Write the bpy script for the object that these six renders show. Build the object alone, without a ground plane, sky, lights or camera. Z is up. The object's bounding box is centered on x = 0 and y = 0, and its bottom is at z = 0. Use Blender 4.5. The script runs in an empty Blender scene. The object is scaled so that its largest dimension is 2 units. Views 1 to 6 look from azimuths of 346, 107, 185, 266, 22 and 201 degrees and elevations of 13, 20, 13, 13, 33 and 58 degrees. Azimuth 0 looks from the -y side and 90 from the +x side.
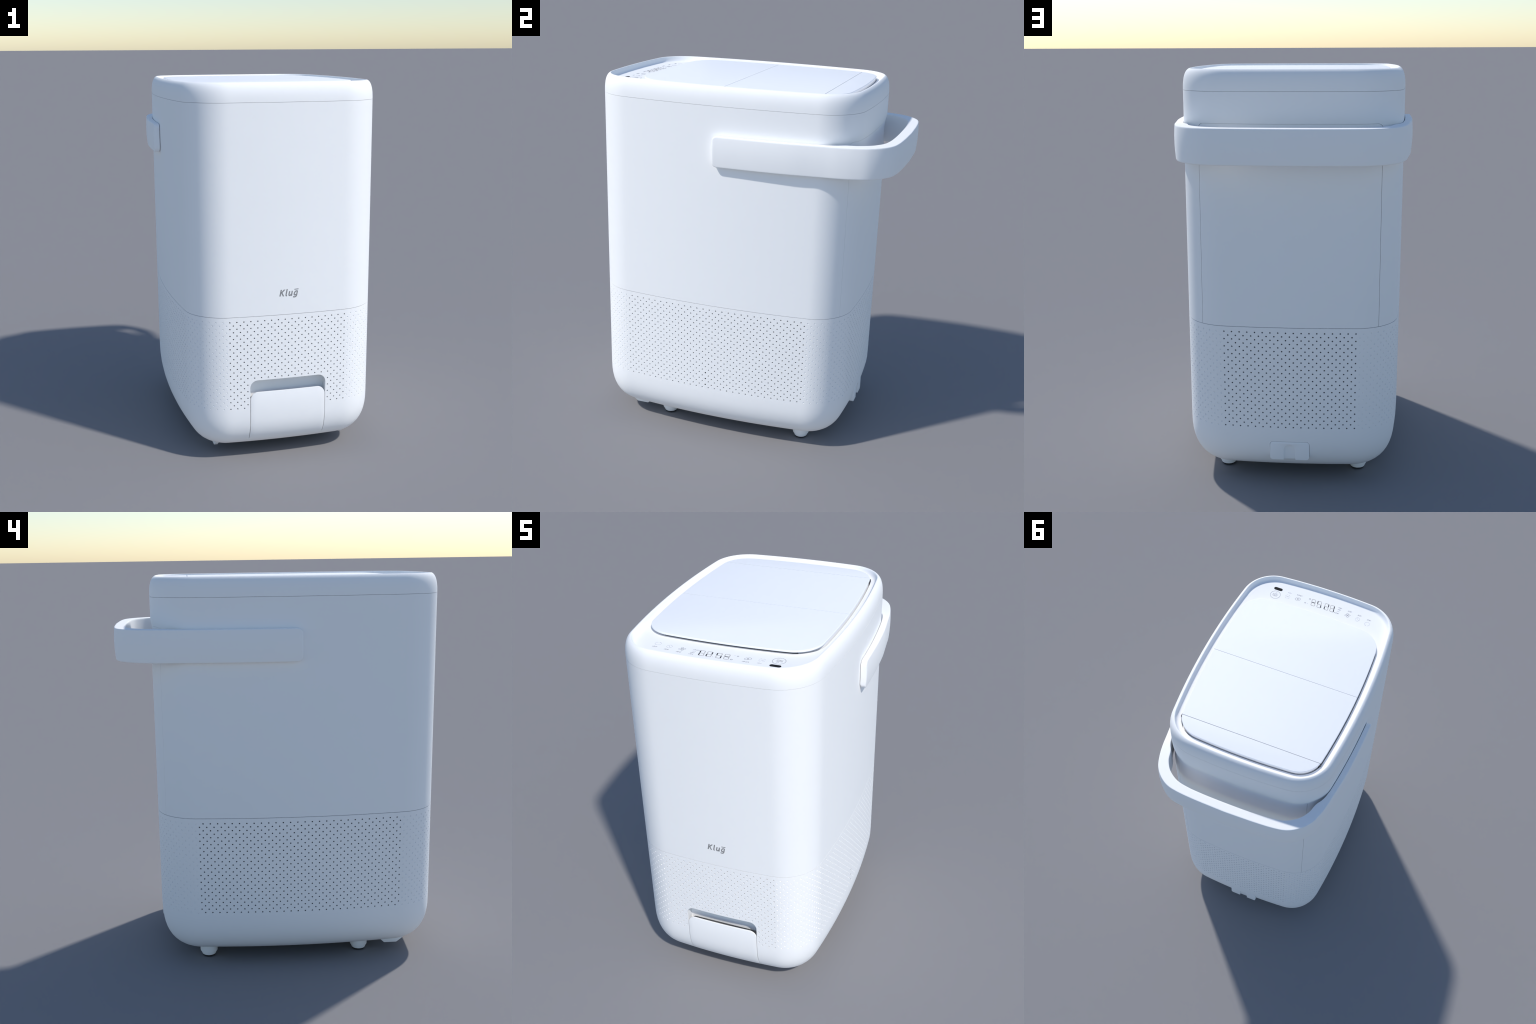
import bpy, bmesh, math
from mathutils import Vector, Matrix

# ------------------------------------------------------------------ helpers
def new_obj(name, verts, faces, mats=(), parent=None, mat_idx=None, smooth=35):
    me = bpy.data.meshes.new(name)
    me.from_pydata([tuple(v) for v in verts], [], faces)
    for m in mats:
        me.materials.append(m)
    if mat_idx:
        me.polygons.foreach_set("material_index", mat_idx)
    ob = bpy.data.objects.new(name, me)
    bpy.context.scene.collection.objects.link(ob)
    if parent:
        ob.parent = parent
    finish(ob, smooth)
    return ob


def fix_normals(me):
    bm = bmesh.new()
    bm.from_mesh(me)
    bmesh.ops.recalc_face_normals(bm, faces=bm.faces)
    bm.to_mesh(me)
    bm.free()


def finish(ob, angle):
    me = ob.data
    fix_normals(me)
    if angle:
        me.polygons.foreach_set("use_smooth", [True] * len(me.polygons))
        me.set_sharp_from_angle(angle=math.radians(angle))
    me.update()


def boolean(ob, cutter, op, angle=35, keep_cutter=False):
    m = ob.modifiers.new("cut", 'BOOLEAN')
    m.operation, m.object, m.solver = op, cutter, 'EXACT'
    dg = bpy.context.evaluated_depsgraph_get()
    me = bpy.data.meshes.new_from_object(ob.evaluated_get(dg))
    ob.modifiers.clear()
    ob.data = me
    if not keep_cutter:
        bpy.data.objects.remove(cutter)
    finish(ob, angle)


def bevel(ob, width, seg=2, angle=35):
    m = ob.modifiers.new("bev", 'BEVEL')
    m.width, m.segments, m.limit_method = width, seg, 'ANGLE'
    m.angle_limit = math.radians(40)
    m.use_clamp_overlap = True
    dg = bpy.context.evaluated_depsgraph_get()
    me = bpy.data.meshes.new_from_object(ob.evaluated_get(dg))
    ob.modifiers.clear()
    ob.data = me
    finish(ob, angle)


def smoothstep(a, b, x):
    t = min(1.0, max(0.0, (x - a) / (b - a)))
    return t * t * (3 - 2 * t)


# ------------------------------------------------------------------ materials
def plastic(name, col, rough=0.45, grain=0.0, spec=0.5, coat=0.0):
    m = bpy.data.materials.new(name)
    m.use_nodes = True
    nt = m.node_tree
    b = nt.nodes["Principled BSDF"]
    b.inputs["Roughness"].default_value = rough
    b.inputs["Specular IOR Level"].default_value = spec
    b.inputs["Coat Weight"].default_value = coat
    tc = nt.nodes.new("ShaderNodeTexCoord")
    nz = nt.nodes.new("ShaderNodeTexNoise")
    nz.inputs["Scale"].default_value = 9.0
    nz.inputs["Detail"].default_value = 3.0
    nt.links.new(tc.outputs["Object"], nz.inputs["Vector"])
    rp = nt.nodes.new("ShaderNodeValToRGB")
    rp.color_ramp.elements[0].position = 0.3
    rp.color_ramp.elements[1].position = 0.7
    rp.color_ramp.elements[0].color = (*[c * 0.996 for c in col], 1)
    rp.color_ramp.elements[1].color = (*col, 1)
    nt.links.new(nz.outputs["Fac"], rp.inputs["Fac"])
    nt.links.new(rp.outputs["Color"], b.inputs["Base Color"])
    if grain:
        fine = nt.nodes.new("ShaderNodeTexNoise")
        fine.inputs["Scale"].default_value = 900.0
        nt.links.new(tc.outputs["Object"], fine.inputs["Vector"])
        bp = nt.nodes.new("ShaderNodeBump")
        bp.inputs["Strength"].default_value = grain
        bp.inputs["Distance"].default_value = 0.0005
        nt.links.new(fine.outputs["Fac"], bp.inputs["Height"])
        nt.links.new(bp.outputs["Normal"], b.inputs["Normal"])
    return m


WHITE = (1.0, 1.0, 1.0)
M_WHITE = plastic("white_plastic", WHITE, 0.9, 0.0)
M_LID = plastic("white_satin_lid", (0.950, 0.962, 0.985), 0.7, 0.0)
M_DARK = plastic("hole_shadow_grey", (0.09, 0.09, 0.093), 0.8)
M_BLACK = plastic("black_rubber", (0.012, 0.012, 0.013), 0.7)
M_PILL = plastic("black_window", (0.012, 0.012, 0.013), 0.75, 0, 0.2)
M_LOGO = plastic("grey_print", (0.285, 0.285, 0.29), 0.7)
M_INK = plastic("pale_grey_ink", (0.36, 0.36, 0.365), 0.6)
M_INK2 = plastic("faint_grey_ink", (0.58, 0.58, 0.59), 0.6)
M_SEG = plastic("lit_segment_ink", (0.025, 0.025, 0.027), 0.8)
M_CREAM = plastic("ghost_segment_ink", (0.46, 0.44, 0.41), 0.6)

# ------------------------------------------------------------------ footprint
K_SIDE, K_END = 0.226, 0.2595          # curvature of long sides / short ends
Y_SIDE = -0.095                        # centre of the long sides' bulge


def footprint(z):
    t = z - 1
    return (0.5411 + 0.0022 * t - 0.0013 * t * t, -0.8258, 0.6356 + 0.0033 * t, 0.2214 + 0.005 * t)


def outline_arcs(a, yf, yb, r, k1=K_SIDE, k2=K_END, ys=Y_SIDE):
    """+x half of a bulged rounded rectangle as arcs, from the back centre to the front centre.
    each: (cx, cy, radius, angle0, angle1)"""
    R1, R2 = 1 / k1, 1 / k2
    c1 = Vector((a - R1, ys))

    def corner(c2, sgn):
        d = (c2 - c1).length
        p, q = R1 - r, R2 - r
        x = (d * d + p * p - q * q) / (2 * d)
        h = math.sqrt(max(p * p - x * x, 0))
        e = (c2 - c1) / d
        n = Vector((-e.y, e.x))
        return max((c1 + e * x + n * h, c1 + e * x - n * h), key=lambda v: v.x + sgn * v.y)

    cb, cf = Vector((0, yb - R2)), Vector((0, yf + R2))
    kb, kf = corner(cb, 1), corner(cf, -1)
    ang = lambda u, v: math.atan2(u.y - v.y, u.x - v.x)
    t_b2, t_b1 = ang(kb, cb), ang(kb, c1)
    t_f1, t_f2 = ang(kf, c1), ang(kf, cf)
    return [(cb.x, cb.y, R2, math.pi / 2, t_b2), (kb.x, kb.y, r, t_b2, t_b1),
            (c1.x, c1.y, R1, t_b1, t_f1), (kf.x, kf.y, r, t_f1, t_f2),
            (cf.x, cf.y, R2, t_f2, -math.pi / 2)]


def half_points_by_arc(arcs, counts):
    """(point, normal) list including both end points"""
    out = []
    for i, (cx, cy, R, a0, a1) in enumerate(arcs):
        n = counts[i]
        for j in range(n + (1 if i == len(arcs) - 1 else 0)):
            t = a0 + (a1 - a0) * j / n
            out.append(((cx + R * math.cos(t), cy + R * math.sin(t)), (math.cos(t), math.sin(t))))
    return out


def half_points_by_length(arcs, fracs):
    lens = [R * abs(a1 - a0) for (_, _, R, a0, a1) in arcs]
    tot = sum(lens)
    out = []
    for f in fracs:
        s = f * tot
        for i, l in enumerate(lens):
            if s <= l or i == len(lens) - 1:
                cx, cy, R, a0, a1 = arcs[i]
                t = a0 + (a1 - a0) * min(1, s / l)
                out.append(((cx + R * math.cos(t), cy + R * math.sin(t)), (math.cos(t), math.sin(t))))
                break
            s -= l
    return out


def mirror_loop(half):
    """half runs back centre -> +x -> front centre; close it through -x"""
    return half + [((-p[0], p[1]), (-n[0], n[1])) for p, n in reversed(half[1:-1])]


CNT = (12, 20, 16, 20, 12)


def ring(z, d=0.0, counts=CNT, dent=None):
    loop = mirror_loop(half_points_by_arc(outline_arcs(*footprint(z)), counts))
    out = []
    for p, n in loop:
        dd = d + (dent(p, z) if dent else 0)
        out.append(Vector((p[0] - n[0] * dd, p[1] - n[1] * dd, z)))
    return out


def free_ring(a, yf, yb, r, z, counts=CNT, k2=K_END):
    loop = mirror_loop(half_points_by_arc(outline_arcs(a, yf, yb, r, K_SIDE, k2), counts))
    return [Vector((p[0], p[1], z)) for p, n in loop]


def loft(rings, cap0=True, cap1=True):
    n = len(rings[0])
    V = [v for r in rings for v in r]
    F = []
    for i in range(len(rings) - 1):
        for j in range(n):
            k = (j + 1) % n
            F.append((i * n + j, i * n + k, (i + 1) * n + k, (i + 1) * n + j))
    if cap0:
        F.append(tuple(range(n)))
    if cap1:
        F.append(tuple(range((len(rings) - 1) * n, len(rings) * n)))
    return V, F


# ------------------------------------------------------------------ root
root = bpy.data.objects.new("waste_bin_machine", None)
bpy.context.scene.collection.objects.link(root)
root["label"] = "white rounded kitchen waste machine with perforated base and rear carry handle"
root["category"] = "food recycler"

Z_SEAM1, Z_SEAM2, Z_TOP = 0.8131, 1.9028, 2.0
Z_BOT, H_FIL, D_FIL, N_FIL = 0.0595, 0.232, 0.2055, 2.50


def fillet_rows(n=14):
    """(z, inset) from the bottom face up to the start of the straight wall"""
    rows = []
    for i in range(n + 1):
        th = math.pi / 2 * (1 - i / n)
        rows.append((Z_BOT + H_FIL * (1 - math.sin(th) ** (2 / N_FIL)), D_FIL * (1 - math.cos(th) ** (2 / N_FIL))))
    return rows


# ------------------------------------------------------------------ base shell with punched holes
ROW_P, N_ROWS, Z_ROW0 = 0.01826, 27, 0.787
PED_W, PED_TOP, OPEN_TOP = 0.207, 0.396, 0.4635
HOLE_R = 0.0040


def build_base():
    arcs = outline_arcs(*footprint(0.55))
    half_len = sum(R * abs(a1 - a0) for (_, _, R, a0, a1) in arcs)
    M = 2 * round(half_len / 0.01825 / 2)
    N = 2 * M                                        # half-pitch columns all round
    fr_edge = [(i + 0.5) / M for i in range(M)]

    def full(z, fracs, d=0.0):
        """points at arc fractions 0..2 (past 1: mirrored)"""
        h = half_points_by_length(outline_arcs(*footprint(z)), [f if f <= 1 else 2 - f for f in fracs])
        out = []
        for f, (p, n) in zip(fracs, h):
            s = 1 if f <= 1 else -1
            out.append((Vector((s * p[0], p[1], z)), Vector((s * n[0], n[1], 0))))
        return [(p - n * d, n) for p, n in out]

    edges = [(i - 0.5) / M % 2 for i in range(N)]     # left boundary of column i
    centres = [i / M for i in range(N)]
    V, F, MI = [], [], []
    row_of = []                                        # vertex index rows, bottom to top

    def add_row(z, d):
        row_of.append(len(V))
        V.extend(p for p, n in full(z, edges, d))

    fil = fillet_rows()
    for z, d in fil:
        add_row(z, d)
    z_lat_bot = Z_ROW0 - (N_ROWS - 0.5) * ROW_P
    first_lat = len(row_of)
    for i in range(N_ROWS + 1):
        add_row(z_lat_bot + i * ROW_P, 0.0)
    last_lat = len(row_of) - 1
    add_row(Z_SEAM1 - 0.0011, 0.0)
    F.append(tuple(row_of[0] + j for j in range(N)))
    MI.append(0)
    for r in range(len(row_of) - 1):
        b0, b1 = row_of[r], row_of[r + 1]
        lat = first_lat <= r < last_lat
        if lat:
            k = N_ROWS - 1 - (r - first_lat)           # 0 = top row
            zc = Z_ROW0 - k * ROW_P
            cen = full(zc, centres)
        for j in range(N):
            jn = (j + 1) % N
            q = (b0 + j, b0 + jn, b1 + jn, b1 + j)
            holed = lat and (j + k) % 2 == 1
            if holed:
                p, n = cen[j]
                if p.y < -0.7 and abs(p.x) < PED_W + 0.008 and p.z < OPEN_TOP + 0.008:
                    holed = False
            if not holed:
                F.append(q)
                MI.append(0)
                continue
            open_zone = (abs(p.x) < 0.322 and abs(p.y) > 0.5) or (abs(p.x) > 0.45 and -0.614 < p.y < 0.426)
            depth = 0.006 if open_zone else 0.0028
            black = p.x > 0.5 and abs(p.y + 0.138) < 0.012 and k in (21, 23, 25)  # three unlit through-holes, their darkness painted black on walls and floor
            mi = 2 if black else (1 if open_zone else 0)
            t = Vector((-n.y, n.x, 0))
            # orient so that t points from column j to j+1
            if (V[b0 + jn] - V[b0 + j]).dot(t) < 0:
                t = -t
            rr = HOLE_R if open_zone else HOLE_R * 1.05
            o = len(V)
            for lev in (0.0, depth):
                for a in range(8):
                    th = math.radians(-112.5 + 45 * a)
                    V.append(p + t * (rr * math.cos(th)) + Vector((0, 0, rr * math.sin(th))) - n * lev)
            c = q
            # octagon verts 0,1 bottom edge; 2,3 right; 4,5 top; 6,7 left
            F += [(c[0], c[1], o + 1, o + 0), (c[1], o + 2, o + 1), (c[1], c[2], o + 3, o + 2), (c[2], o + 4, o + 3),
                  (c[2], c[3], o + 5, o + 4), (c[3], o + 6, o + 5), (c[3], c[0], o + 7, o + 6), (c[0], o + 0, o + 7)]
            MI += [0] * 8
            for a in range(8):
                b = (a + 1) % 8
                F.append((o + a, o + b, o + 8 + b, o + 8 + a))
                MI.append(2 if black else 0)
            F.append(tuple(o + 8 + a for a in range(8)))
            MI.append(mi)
    F.append(tuple(row_of[-1] + j for j in range(N)))
    MI.append(0)
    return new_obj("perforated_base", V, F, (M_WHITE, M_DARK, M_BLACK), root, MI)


def rounded_rect_prism(name, x0, x1, z0, z1, r, y0, y1, seg=8, round_bottom=False, y_of=None):
    """rounded rectangle in the xz plane extruded along y"""
    pts = []
    cs = [((x1 - r, z1 - r), 0), ((x0 + r, z1 - r), 90)]
    for (cx, cz), a0 in cs:
        for i in range(seg + 1):
            t = math.radians(a0 + 90 * i / seg)
            pts.append((cx + r * math.cos(t), cz + r * math.sin(t)))
    if round_bottom:
        for (cx, cz), a0 in [((x0 + r, z0 + r), 180), ((x1 - r, z0 + r), 270)]:
            for i in range(seg + 1):
                t = math.radians(a0 + 90 * i / seg)
                pts.append((cx + r * math.cos(t), cz + r * math.sin(t)))
    else:
        pts += [(x0, z0), (x1, z0)]
    V, F = loft([[Vector((x, y0, z)) for x, z in pts], [Vector((x, y1, z)) for x, z in pts]])
    return new_obj(name, V, F, (M_WHITE,), None)


def plain_base(d, zb_lift=0.0):
    rows = [(z + zb_lift, di + d) for z, di in fillet_rows()] + [(0.55, d), (0.70, d)]
    V, F = loft([ring(z, di) for z, di in rows])
    return new_obj("tmp_base", V, F, (M_WHITE,), None)


base = build_base()
boolean(base, rounded_rect_prism("cut", -PED_W, PED_W, -0.1, OPEN_TOP, 0.042, -0.95, -0.770), 'DIFFERENCE', 35)
boolean(base, rounded_rect_prism("cut", -0.200, 0.200, 0.12, 0.360, 0.02, -0.85, -0.640), 'DIFFERENCE', 35)

# foot pedal: a slab of the base's own surface
pedal = plain_base(-0.0004)
boolean(pedal, rounded_rect_prism("cut", -PED_W + 0.0032, PED_W - 0.0032, -0.1, PED_TOP, 0.042, -0.95, -0.70), 'INTERSECT')
boolean(pedal, plain_base(0.0080, 0.008), 'DIFFERENCE')
bevel(pedal, 0.0022, 3)
pedal.name = pedal.data.name = "pedal"
pedal.parent = root

# ------------------------------------------------------------------ middle body and rear panel
def sst(a, b, x):
    return smoothstep(a, b, x) if a < b else 1 - smoothstep(b, a, x)


def grip_dent(p, z):
    g = sst(0.45, 0.55, p[1])
    return 0.011 * g * sst(1.795, 1.715, z) * sst(1.555, 1.66, z)


def build_body(name, d=0.0):
    zs = [(Z_SEAM1 + 0.0011, 0)]
    zs += [(0.9 + 0.1 * i, 0) for i in range(7)] + [(1.54 + 0.0135 * i, 0) for i in range(21)]
    zs += [(1.86, 0), (Z_SEAM2 - 0.0006, 0)]
    V, F = loft([ring(z, di + d, dent=grip_dent) for z, di in zs])
    return new_obj(name, V, F, (M_WHITE,), root)


body = build_body("body_shell")
panel = build_body("rear_panel")
PX, PZ = 0.4172, 1.760
boolean(panel, rounded_rect_prism("cut", -PX + 0.0006, PX - 0.0006, 0.6, PZ - 0.0004, 0.022, 0.44, 0.9), 'INTERSECT')
boolean(body, rounded_rect_prism("cut", -PX - 0.0006, PX + 0.0006, 0.6, PZ + 0.0004, 0.022, 0.43, 0.9), 'DIFFERENCE')

# ------------------------------------------------------------------ top cover: rim, wall, control deck
Z_DECK, Z_LID = 1.9695, 1.9932
D_RIM, N_RIM, Z_RIM0 = 0.0484, 2.68, 1.8967


def build_cover():
    rows = [(Z_SEAM2 + 0.0006, 0.0)]
    for i in range(0, 25):
        th = math.pi / 2 * i / 24
        z = Z_RIM0 + (Z_TOP + 0.003 - Z_RIM0) * math.sin(th) ** (2 / N_RIM)
        if z > Z_SEAM2 + 0.003:
            rows.append((z, D_RIM * (1 - math.cos(th) ** (2 / N_RIM))))
    rows = [(min(z, 2.0), d) for z, d in rows if d < 0.0295]
    rows += [(2.0, 0.0305), (1.9998, 0.0328), (1.9988, 0.0345), (1.9965, 0.0356), (1.991, 0.0374), (1.984, 0.0398), (1.9785, 0.0424),
             (1.9740, 0.0456), (1.9712, 0.0496), (1.9699, 0.0540), (1.96955, 0.0570)]
    rings = []
    for z, d in rows:
        zz = min(z, 2.0)
        rings.append([Vector((v.x, v.y, z)) for v in ring(zz, d)])
    # opening under the lid
    for z, e in ((Z_DECK, 0.0), (Z_DECK - 0.003, 0.0004), (1.938, 0.001)):
        rings.append(free_ring(0.4705 - e, -0.570 + e, 0.5655 - e, 0.150, z))
    V, F = loft(rings)
    return new_obj("top_cover", V, F, (M_WHITE,), root, smooth=40)


cover = build_cover()

# ------------------------------------------------------------------ lid, three leaves
LID = dict(a=0.4672, yf=-0.5895, yb=0.5615, r=0.150)
LID_T = 0.0108


def build_lid():
    def r(e, z):
        return free_ring(LID["a"] - e, LID["yf"] + e, LID["yb"] - e, LID["r"] - e, z)
    top = Z_LID
    rows = [r(0.004, top - LID_T), r(0.0012, top - LID_T + 0.0010), r(0.0, top - LID_T + 0.003),
            r(0.0, top - 0.0035), r(0.0008, top - 0.0014), r(0.0022, top - 0.0003), r(0.0036, top)]
    V, F = loft(rows)
    return V, F


def leaf(name, y0, y1):
    V, F = build_lid()
    ob = new_obj(name, V, F, (M_LID,), root)
    bm = bmesh.new()
    bm.from_mesh(ob.data)
    for y, sgn in ((y0, 1), (y1, -1)):
        if y is None:
            continue
        geom = bm.verts[:] + bm.edges[:] + bm.faces[:]
        res = bmesh.ops.bisect_plane(bm, geom=geom, plane_co=(0, y, 0), plane_no=(0, sgn, 0), clear_inner=True)
        ed = [e for e in res["geom_cut"] if isinstance(e, bmesh.types.BMEdge)]
        bmesh.ops.edgeloop_fill(bm, edges=ed)
    bm.to_mesh(ob.data)
    bm.free()
    finish(ob, 40)
    return ob


S1, S2 = -0.0755, 0.4405
lid_front = leaf("lid_leaf", None, S1 - 0.0014)
lid_mid = leaf("lid_leaf.001", S1 + 0.0014, S2 - 0.0020)
hinge = leaf("hinge_cover", S2 + 0.0020, None)

# white skirt below the lid; dark block modelling the shadow under its front edge
V, F = loft([free_ring(0.4620, -0.545, 0.5570, 0.146, 1.937), free_ring(0.4620, -0.545, 0.5570, 0.146, Z_LID - LID_T + 0.001)])
new_obj("lid_skirt", V, F, (M_WHITE,), root)
V, F = loft([free_ring(0.395, -0.566, 0.40, 0.10, 1.9375), free_ring(0.395, -0.566, 0.40, 0.10, Z_LID - LID_T + 0.0005)])
new_obj("lid_gap_shadow_block", V, F, (M_DARK,), root)

V = [Vector((x, y, z)) for x in (-0.4375, 0.4375) for y, z in ((S2 - 0.008, 1.95), (S2 + 0.008, 1.95), (S2 + 0.008, Z_LID - LID_T + 0.0020), (S2 - 0.008, Z_LID - LID_T + 0.0020))]  # dark bar laid below the rear seam so that the gap shows dark
F = [(0, 1, 2, 3), (4, 5, 6, 7)] + [(i, (i + 1) % 4, 4 + (i + 1) % 4, 4 + i) for i in range(4)]
new_obj("dark_seam_bar", V, F, (M_DARK,), root)

# ------------------------------------------------------------------ carry handle
def catmull(pts, per=6):
    out = []
    n = len(pts)
    for i in range(n - 1):
        p0 = pts[i - 1] if i else tuple(2 * a - b for a, b in zip(pts[0], pts[1]))
        p1, p2 = pts[i], pts[i + 1]
        p3 = pts[i + 2] if i + 2 < n else tuple(2 * a - b for a, b in zip(pts[-1], pts[-2]))
        for j in range(per):
            t = j / per
            out.append(tuple(0.5 * (2 * b + (c - a) * t + (2 * a - 5 * b + 4 * c - d) * t * t + (3 * b - a - 3 * c + d) * t ** 3)
                             for a, b, c, d in zip(p0, p1, p2, p3)))
    out.append(tuple(pts[-1]))
    return out


def build_handle():
    side_in = lambda y: 0.5450 - (y - Y_SIDE) ** 2 * K_SIDE / 2
    # stations: (outer x, outer y, inner x, inner y), arm tip to back centre
    st = [(0.5730, -0.102, side_in(-0.102), -0.102), (0.5728, 0.0, side_in(0), 0.0), (0.5695, 0.15, side_in(0.15), 0.15),
          (0.5610, 0.30, side_in(0.30), 0.30), (0.5480, 0.41, side_in(0.40), 0.40), (0.5390, 0.480, 0.5080, 0.465),
          (0.5300, 0.550, 0.4930, 0.520), (0.5140, 0.622, 0.4680, 0.567), (0.4880, 0.6910, 0.4500, 0.630),
          (0.4410, 0.7490, 0.4100, 0.690), (0.3780, 0.7900, 0.3430, 0.7355), (0.3000, 0.8070, 0.2640, 0.7535),
          (0.1900, 0.8150, 0.1700, 0.7605), (0.0900, 0.8180, 0.0850, 0.7630), (0.0, 0.8203, 0.0, 0.7637)]
    half = catmull(st, 6)
    # extra stations close to the tip for its rounded corners
    tip = []
    R = 0.027
    for s in (0.0, 0.0012, 0.004, 0.009, 0.014, 0.020, 0.0269):
        y = -0.102 + s
        tip.append((0.5730, y, side_in(y), y))
    half = tip + [h for h in half if h[1] > -0.102 + 0.029 or h[0] < 0.5]
    full = half + [(-h[0], h[1], -h[2], h[3]) for h in reversed(half[:-1])]
    n = len(full)
    zt, zb, zm = 1.7555, 1.5955, 1.690
    rings = []
    for i, (ox, oy, ix, iy) in enumerate(full):
        w = Vector((ox - ix, oy - iy, 0))
        L = w.length
        u = w / L
        s = max(0.0, oy + 0.102) if abs(ox) > 0.5 else 1.0
        cut = R - math.sqrt(max(0.0, R * R - (R - s) ** 2)) if s < R else 0.0
        edge = 0.004 * (1 - s / 0.006) if s < 0.006 else 0.0          # soften the tip edge
        t, b = zt - cut, zb + cut
        h = (t - b) / 2
        zc = (t + b) / 2
        sec = []
        f = 0.005
        inner = [(0.0, b + 0.010), (0.0, zc), (0.0, t - 0.010), (0.0, t - 0.004), (0.0012, t - 0.0012), (0.004, t), (0.010, t)]
        H = t - b
        out_d = lambda z: L + 0.0055 - (0.0040 * ((z - zm) / (zt - zm)) ** 2 if z > zm else 0.0065 * ((zm - z) / (zm - zb)) ** 2)
        outer = [(out_d(t) - 0.009, t), (out_d(t) - 0.0035, t), (out_d(t) - 0.0011, t - 0.0009), (out_d(t - 0.003), t - 0.003)]
        bul = [(out_d(t - H * q), t - H * q) for q in (0.05, 0.12, 0.22, 0.34, 0.46, 0.58, 0.70, 0.82, 0.92, 0.955)]
        lower = [(out_d(b + 0.003), b + 0.003), (out_d(b) - 0.0011, b + 0.0009), (out_d(b) - 0.0035, b), (out_d(b) - 0.009, b), (0.010, b), (0.004, b),
                 (0.0012, b + 0.0012), (0.0, b + 0.004)]
        for d, z in inner + outer + bul + lower:
            d2 = d - edge * max(0.0, d / L)
            sec.append(Vector((ix, iy, 0)) + u * d2 + Vector((0, 0, z)))
        rings.append(sec)
    V, F = loft(rings)
    return new_obj("carry_handle", V, F, (M_WHITE,), root, smooth=38)


handle = build_handle()


def cylinder(name, prof, loc, mat, parent, axis='Z', seg=32):
    """lathe: prof = [(radius, height)...]"""
    rings = []
    for r, h in prof:
        rings.append([Vector((r * math.cos(2 * math.pi * i / seg), r * math.sin(2 * math.pi * i / seg), h)) for i in range(seg)])
    V, F = loft(rings)
    if axis == 'X':
        V = [Vector((v.z, v.y, v.x)) for v in V]
    V = [v + Vector(loc) for v in V]
    return new_obj(name, V, F, (mat,), parent)


for s in (1, -1):
    cylinder("pivot_pin", [(0.03, -0.03), (0.03, 0.0)], (s * 0.556 + (0.03 if s < 0 else 0) * 0, 0.02, 1.679) if s > 0 else (-0.526, 0.02, 1.679),
             M_WHITE, handle, 'X')

# ------------------------------------------------------------------ feet and front runners
for sx in (1, -1):
    for y in (0.382, -0.432):
        ft = cylinder("foot", [(0.046, 0.085), (0.046, 0.030), (0.0445, 0.026), (0.0405, 0.024), (0.0385, 0.016), (0.0355, 0.0090), (0.0340, 0.0085)],
                      (sx * 0.331, y, 0), M_WHITE, root)
        cylinder("rubber_pad", [(0.0335, 0.0090), (0.0335, 0.0020), (0.0310, 0.0)], (sx * 0.331, y, 0), M_BLACK, ft)
    x0, x1 = sx * 0.348, sx * 0.370
    V = [Vector((x, y, z)) for x in (x0, x1) for y, z in ((-0.672, 0.068), (-0.634, 0.039), (-0.567, 0.039), (-0.535, 0.068))]
    F = [(0, 1, 2, 3), (4, 5, 6, 7)] + [(i, (i + 1) % 4, 4 + (i + 1) % 4, 4 + i) for i in range(4)]
    rn = new_obj("runner", V, F, (M_WHITE,), root)
    bevel(rn, 0.003, 2)

# ------------------------------------------------------------------ power socket flap, low on the back
flap = rounded_rect_prism("socket_flap", -0.0945, 0.0945, 0.143, 0.2355, 0.014, 0.50, 0.6300, 6, True)
cut = rounded_rect_prism("cut", -0.0275, 0.0275, 0.10, 0.2205, 0.0274, 0.6190, 0.70, 10)
boolean(flap, cut, 'DIFFERENCE')
bevel(flap, 0.002, 2)
flap.parent = root
groove = rounded_rect_prism("cut", -0.0958, 0.0958, 0.1417, 0.2370, 0.0153, 0.52, 0.70, 6, True)
boolean(base, groove, 'DIFFERENCE')

# ------------------------------------------------------------------ logo on the front
def text_mesh(name, body, size, extrude, mat, shear=0.0, offset=0.0, spacing=1.0, align='LEFT'):
    cu = bpy.data.curves.new(name, 'FONT')
    cu.body, cu.size, cu.extrude, cu.shear, cu.offset, cu.space_character, cu.align_x = body, size, extrude, shear, offset, spacing, align
    ob = bpy.data.objects.new(name, cu)
    bpy.context.scene.collection.objects.link(ob)
    dg = bpy.context.evaluated_depsgraph_get()
    dg.update()
    me = bpy.data.meshes.new_from_object(ob.evaluated_get(dg))
    bpy.data.objects.remove(ob)
    me.name = name
    me.materials.clear()
    me.materials.append(mat)
    return me


def fit_mesh(me, x0, x1, y0, y1):
    xs = [v.co.x for v in me.vertices]
    ys = [v.co.y for v in me.vertices]
    a, b, c, d = min(xs), max(xs), min(ys), max(ys)
    for v in me.vertices:
        v.co.x = x0 + (v.co.x - a) / (b - a) * (x1 - x0)
        v.co.y = y0 + (v.co.y - c) / (d - c) * (y1 - y0)


def front_y(x):
    return -0.8258 + x * x * K_END / 2


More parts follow.
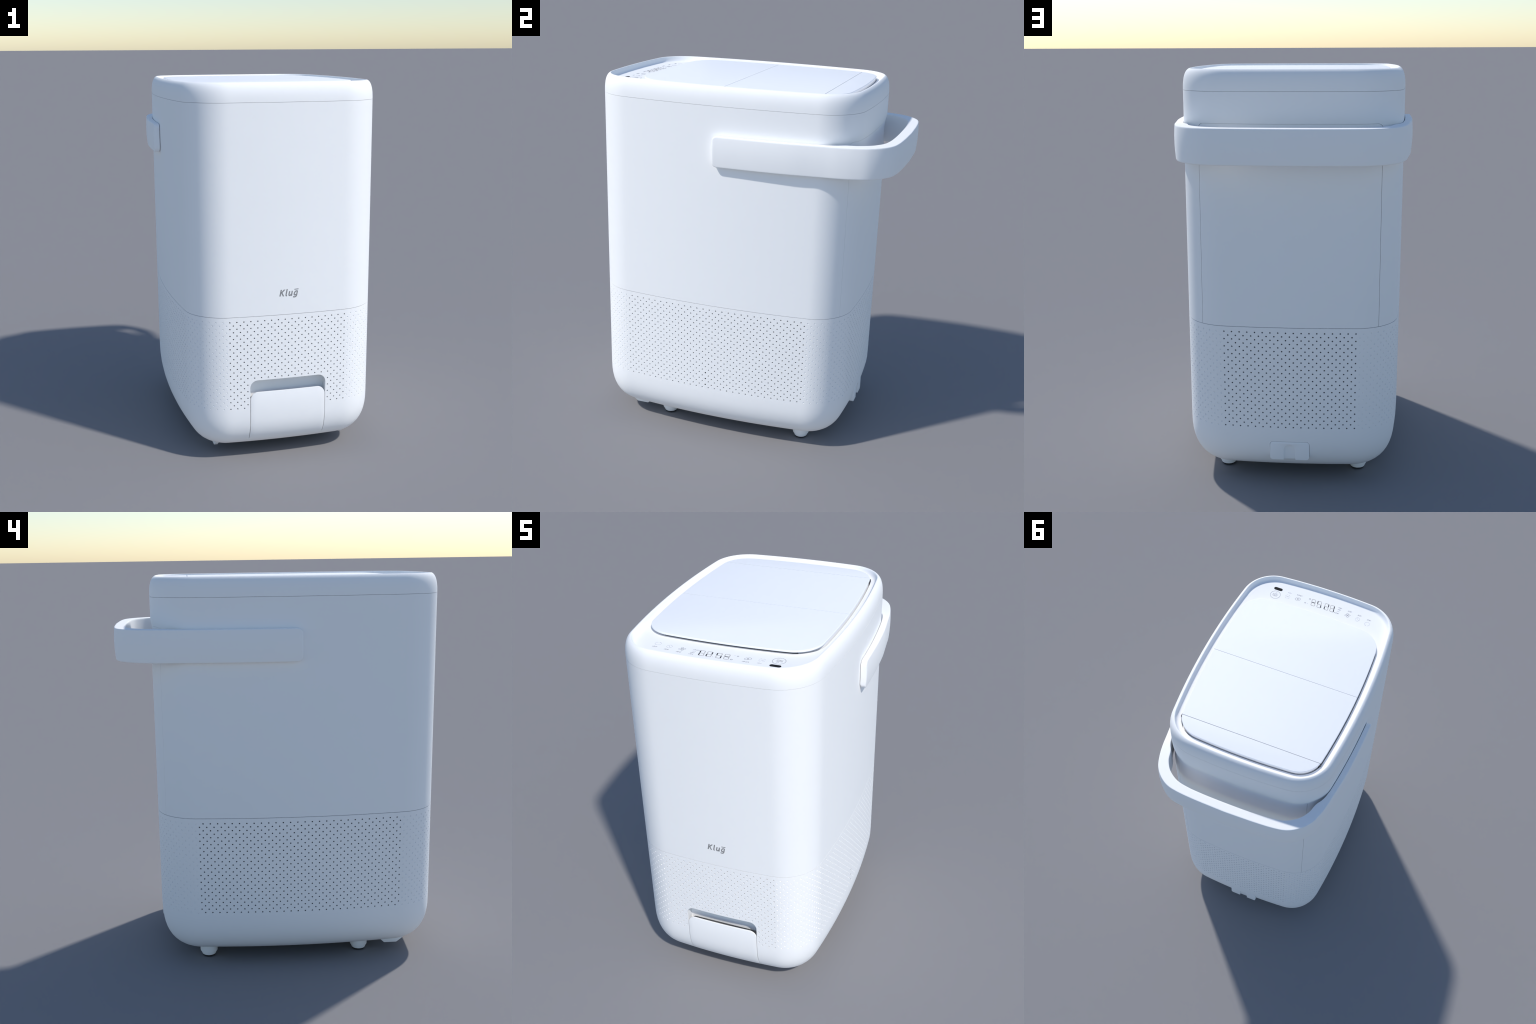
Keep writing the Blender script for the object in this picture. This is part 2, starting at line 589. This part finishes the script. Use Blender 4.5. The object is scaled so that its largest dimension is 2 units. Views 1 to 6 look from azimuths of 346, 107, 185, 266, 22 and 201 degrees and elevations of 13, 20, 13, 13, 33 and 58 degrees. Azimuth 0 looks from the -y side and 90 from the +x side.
def letter(strokes, w=0.0066):
    V, F = [], []
    for k, pts in enumerate(strokes):
        if len(pts) > 2:
            pts = catmull(pts, 5)
        n = len(pts)
        o = len(V)
        lift = 0.00003 * k
        for i in range(n):
            d = Vector(pts[min(i + 1, n - 1)]) - Vector(pts[max(i - 1, 0)])
            d.normalize()
            nn = Vector((-d.y, d.x)) * (w / 2)
            # strokes end on a level cut
            if i in (0, n - 1) and abs(d.y) > 0.5:
                nn = Vector((math.copysign(w / 2 / abs(d.y), nn.x), 0))
            for e in (-0.0004, 0.0005 + lift):
                for q in (Vector(pts[i]) + nn, Vector(pts[i]) - nn):
                    V.append(Vector((q.x, front_y(q.x) - e, q.y)))
        for i in range(n - 1):
            a, b = o + 4 * i, o + 4 * i + 4
            F += [(a + 2, a + 3, b + 3, b + 2), (a, a + 2, b + 2, b), (a + 1, b + 1, b + 3, a + 3)]
        F += [(o, o + 1, o + 3, o + 2), (o + 4 * n - 4, o + 4 * n - 2, o + 4 * n - 1, o + 4 * n - 3)]
    return new_obj("logo_letter", V, F, (M_LOGO,), root, smooth=0)


letter([[(-0.0470, 0.9122), (-0.0400, 0.9472)], [(-0.0385, 0.9310), (-0.0222, 0.9474)], [(-0.0385, 0.9333), (-0.0283, 0.9118)]], 0.0064)
letter([[(-0.0086, 0.9490), (-0.0120, 0.9320), (-0.0145, 0.9190), (-0.0138, 0.9146), (-0.0098, 0.9140)]], 0.0062)
letter([[(0.0052, 0.9376), (0.0022, 0.9250), (0.0013, 0.9180), (0.0035, 0.9144), (0.0090, 0.9160), (0.0150, 0.9220)], [(0.0189, 0.9380), (0.0143, 0.9116)]], 0.0062)
letter([[(0.0470, 0.9356), (0.0400, 0.9360), (0.0338, 0.9318), (0.0298, 0.9230), (0.0300, 0.9168), (0.0340, 0.9150), (0.0400, 0.9185)],
        [(0.0468, 0.9372), (0.0440, 0.9230), (0.0415, 0.9125), (0.0372, 0.9066), (0.0305, 0.9050), (0.0230, 0.9062)]], 0.0060)
letter([[(0.0302, 0.9455), (0.0525, 0.9466)]], 0.0044).name = "logo_bar"

# ------------------------------------------------------------------ control deck marks
Z_INK = Z_DECK + 0.0004


class Ink:
    """flat printed strokes, collected into one mesh per colour"""
    def __init__(self, name, mat):
        self.name, self.mat, self.V, self.F = name, mat, [], []

    def strip(self, pts, w, closed=False):
        n = len(pts)
        P = [Vector((p[0], p[1])) for p in pts]
        L, R = [], []
        for i in range(n):
            if closed:
                d = P[(i + 1) % n] - P[i - 1]
            else:
                d = P[min(i + 1, n - 1)] - P[max(i - 1, 0)]
            d.normalize()
            nn = Vector((-d.y, d.x)) * (w / 2)
            L.append(P[i] + nn)
            R.append(P[i] - nn)
        o = len(self.V)
        for z in (Z_INK - 0.0012, Z_INK):
            for l, r in zip(L, R):
                self.V += [Vector((l.x, l.y, z)), Vector((r.x, r.y, z))]
        m = 2 * n
        for i in range(n if closed else n - 1):
            a, b = 2 * i, 2 * ((i + 1) % n)
            self.F += [(o + m + a, o + m + b, o + m + b + 1, o + m + a + 1), (o + a, o + b, o + m + b, o + m + a),
                       (o + a + 1, o + m + a + 1, o + m + b + 1, o + b + 1)]

    def arc(self, cx, cy, rx, a0, a1, w, ry=None, seg=28):
        ry = ry or rx
        closed = abs(a1 - a0) >= 359
        n = seg if closed else max(4, int(seg * abs(a1 - a0) / 360))
        pts = [(cx + rx * math.cos(math.radians(a0 + (a1 - a0) * i / n)), cy + ry * math.sin(math.radians(a0 + (a1 - a0) * i / n)))
               for i in range(n + (0 if closed else 1))]
        self.strip(pts, w, closed)

    def word(self, cx, cy, w, h, n, slant=0.0):
        """a caption too small to read: a row of letter-sized ticks"""
        step = w / n
        for i in range(n):
            x = cx - w / 2 + step * (i + 0.5)
            hh = h * (1.0 if i % 3 else 0.8)
            self.strip([(x - step * 0.22, cy - hh / 2), (x - step * 0.22, cy + hh / 2)], step * 0.28)
            yb = cy + (-hh / 2, hh / 2 - step * 0.1, 0)[i % 3]
            self.strip([(x - step * 0.22, yb), (x + step * 0.3, yb)], step * 0.25)
            if i % 2:
                self.strip([(x + step * 0.25, cy - hh / 2), (x + step * 0.25, cy + hh / 2)], step * 0.25)

    def build(self):
        if self.V:
            ob = new_obj(self.name, self.V, self.F, (self.mat,), root, smooth=0)
            ob["kind"] = "stuff"


ink = Ink("printed_icon", M_INK)
faint = Ink("printed_caption", M_INK2)
lit = Ink("display_segment_dark", M_SEG)
ghost = Ink("display_segment_pale", M_CREAM)

# power
faint.arc(-0.323, -0.652, 0.0155, 115, 425, 0.0016)
faint.strip([(-0.3195, -0.645), (-0.3165, -0.634)], 0.0016)
ink.word(-0.3235, -0.6868, 0.027, 0.0090, 5)
# drop / leaf
faint.strip([(-0.2555 + 0.0135 * math.sin(t) * (1.0 if t > 0 else 1.0), -0.6655 + 0.0135 * math.cos(t) * (1 + 0.25 * max(0, math.cos(t)) ** 6))
             for t in [math.radians(a) for a in range(0, 360, 15)]], 0.0016, True)
faint.strip([(-0.265, -0.655), (-0.246, -0.676)], 0.0016)
ink.word(-0.2560, -0.6985, 0.026, 0.0090, 5)
# fan
for k in range(4):
    a = math.radians(20 + 90 * k)
    cx, cy = -0.1850 + 0.0095 * math.cos(a), -0.6710 + 0.0095 * math.sin(a)
    pts = []
    for i in range(14):
        t = 2 * math.pi * i / 14
        lx, ly = 0.0080 * math.cos(t), 0.0052 * math.sin(t)
        pts.append((cx + lx * math.cos(a) - ly * math.sin(a), cy + lx * math.sin(a) + ly * math.cos(a)))
    ink.strip(pts, 0.0020, True)
ink.word(-0.1875, -0.7060, 0.028, 0.0090, 5)
# captions left of the digits
ink.word(-0.1150, -0.6610, 0.032, 0.0075, 6)
faint.word(-0.1200, -0.6770, 0.020, 0.0060, 4)
ink.word(-0.1215, -0.6930, 0.021, 0.0080, 4)
ink.word(-0.1220, -0.7090, 0.023, 0.0080, 4)
# four seven-segment digits
SH = -0.17
dark = {0: (4, 5), 1: (1, 4), 2: (2, 5), 3: (6,)}
for k, cx in enumerate((-0.0755, -0.0372, 0.0122, 0.0525)):
    cy, w, h = -0.6842, 0.0120, 0.0255
    P = lambda x, y: (cx + x + SH * y, cy + y)
    g = 0.0016
    segs = [((-w + g, h), (w - g, h)), ((w, h - g), (w, g)), ((w, -g), (w, -h + g)), ((-w + g, -h), (w - g, -h)),
            ((-w, -g), (-w, -h + g)), ((-w, h - g), (-w, g)), ((-w + g, 0), (w - g, 0))]
    for i, (a, b) in enumerate(segs):
        d = i in dark[k]
        (lit if d else ghost).strip([P(*a), P(*b)], 0.0056 if d else 0.0036)
for x, y in ((-0.0119, -0.6650), (-0.0112, -0.7055)):
    ink.strip([(x, y - 0.0014), (x, y + 0.0014)], 0.0028)
# small marks right of the digits
ink.arc(0.0835, -0.7045, 0.0050, 0, 360, 0.0026, 0.0042)
ink.arc(0.1005, -0.6632, 0.0042, 0, 360, 0.0022, 0.0036)
faint.strip([(0.0800, -0.6611), (0.0880, -0.6611)], 0.0018)
# linked rings
ink.arc(0.1490, -0.6755, 0.0098, 0, 360, 0.0022)
ink.arc(0.1615, -0.6705, 0.0098, 0, 360, 0.0022)
ink.word(0.1550, -0.7060, 0.035, 0.0090, 6)
# dashed circle
for a in (20, 110, 200, 290):
    faint.arc(0.2230, -0.6660, 0.0155, a, a + 62, 0.0016)
faint.word(0.2230, -0.6660, 0.013, 0.008, 2)
faint.word(0.2215, -0.7000, 0.023, 0.0085, 4)
# open/close ring with padlock
ink.arc(0.3018, -0.6505, 0.0320, 0, 360, 0.0022, seg=48)
faint.arc(0.3000, -0.6655, 0.0045, 0, 360, 0.0016)
faint.arc(0.3000, -0.6605, 0.0032, 0, 180, 0.0016)
for o in (ink, faint, lit, ghost):
    o.build()
for body_txt, cx, cy, w in (("OPEN", 0.3030, -0.6420, 0.030), ("CLOSE", 0.3030, -0.6530, 0.034)):
    me = text_mesh("button_word", body_txt, 0.012, 0.0003, M_INK, 0, 0)
    fit_mesh(me, cx - w / 2, cx + w / 2, cy - 0.0042, cy + 0.0042)
    for v in me.vertices:
        v.co.z += Z_DECK + 0.0002
    ob = bpy.data.objects.new("button_word", me)
    bpy.context.scene.collection.objects.link(ob)
    ob.parent = root

# black sensor window
V = []
for z in (Z_DECK - 0.002, Z_DECK + 0.0006):
    for sx in (1, -1):
        for i in range(13):
            t = math.radians(-90 + 180 * i / 12) if sx > 0 else math.radians(90 + 180 * i / 12)
            V.append(Vector((0.3022 + sx * 0.0175 + 0.0112 * math.cos(t), -0.7030 + 0.0112 * math.sin(t), z)))
n = 26
F = [tuple(range(n)), tuple(range(n, 2 * n))] + [(i, (i + 1) % n, n + (i + 1) % n, n + i) for i in range(n)]
new_obj("sensor_window", V, F, (M_PILL,), root)

for me in list(bpy.data.meshes):
    if me.users == 0:
        bpy.data.meshes.remove(me)
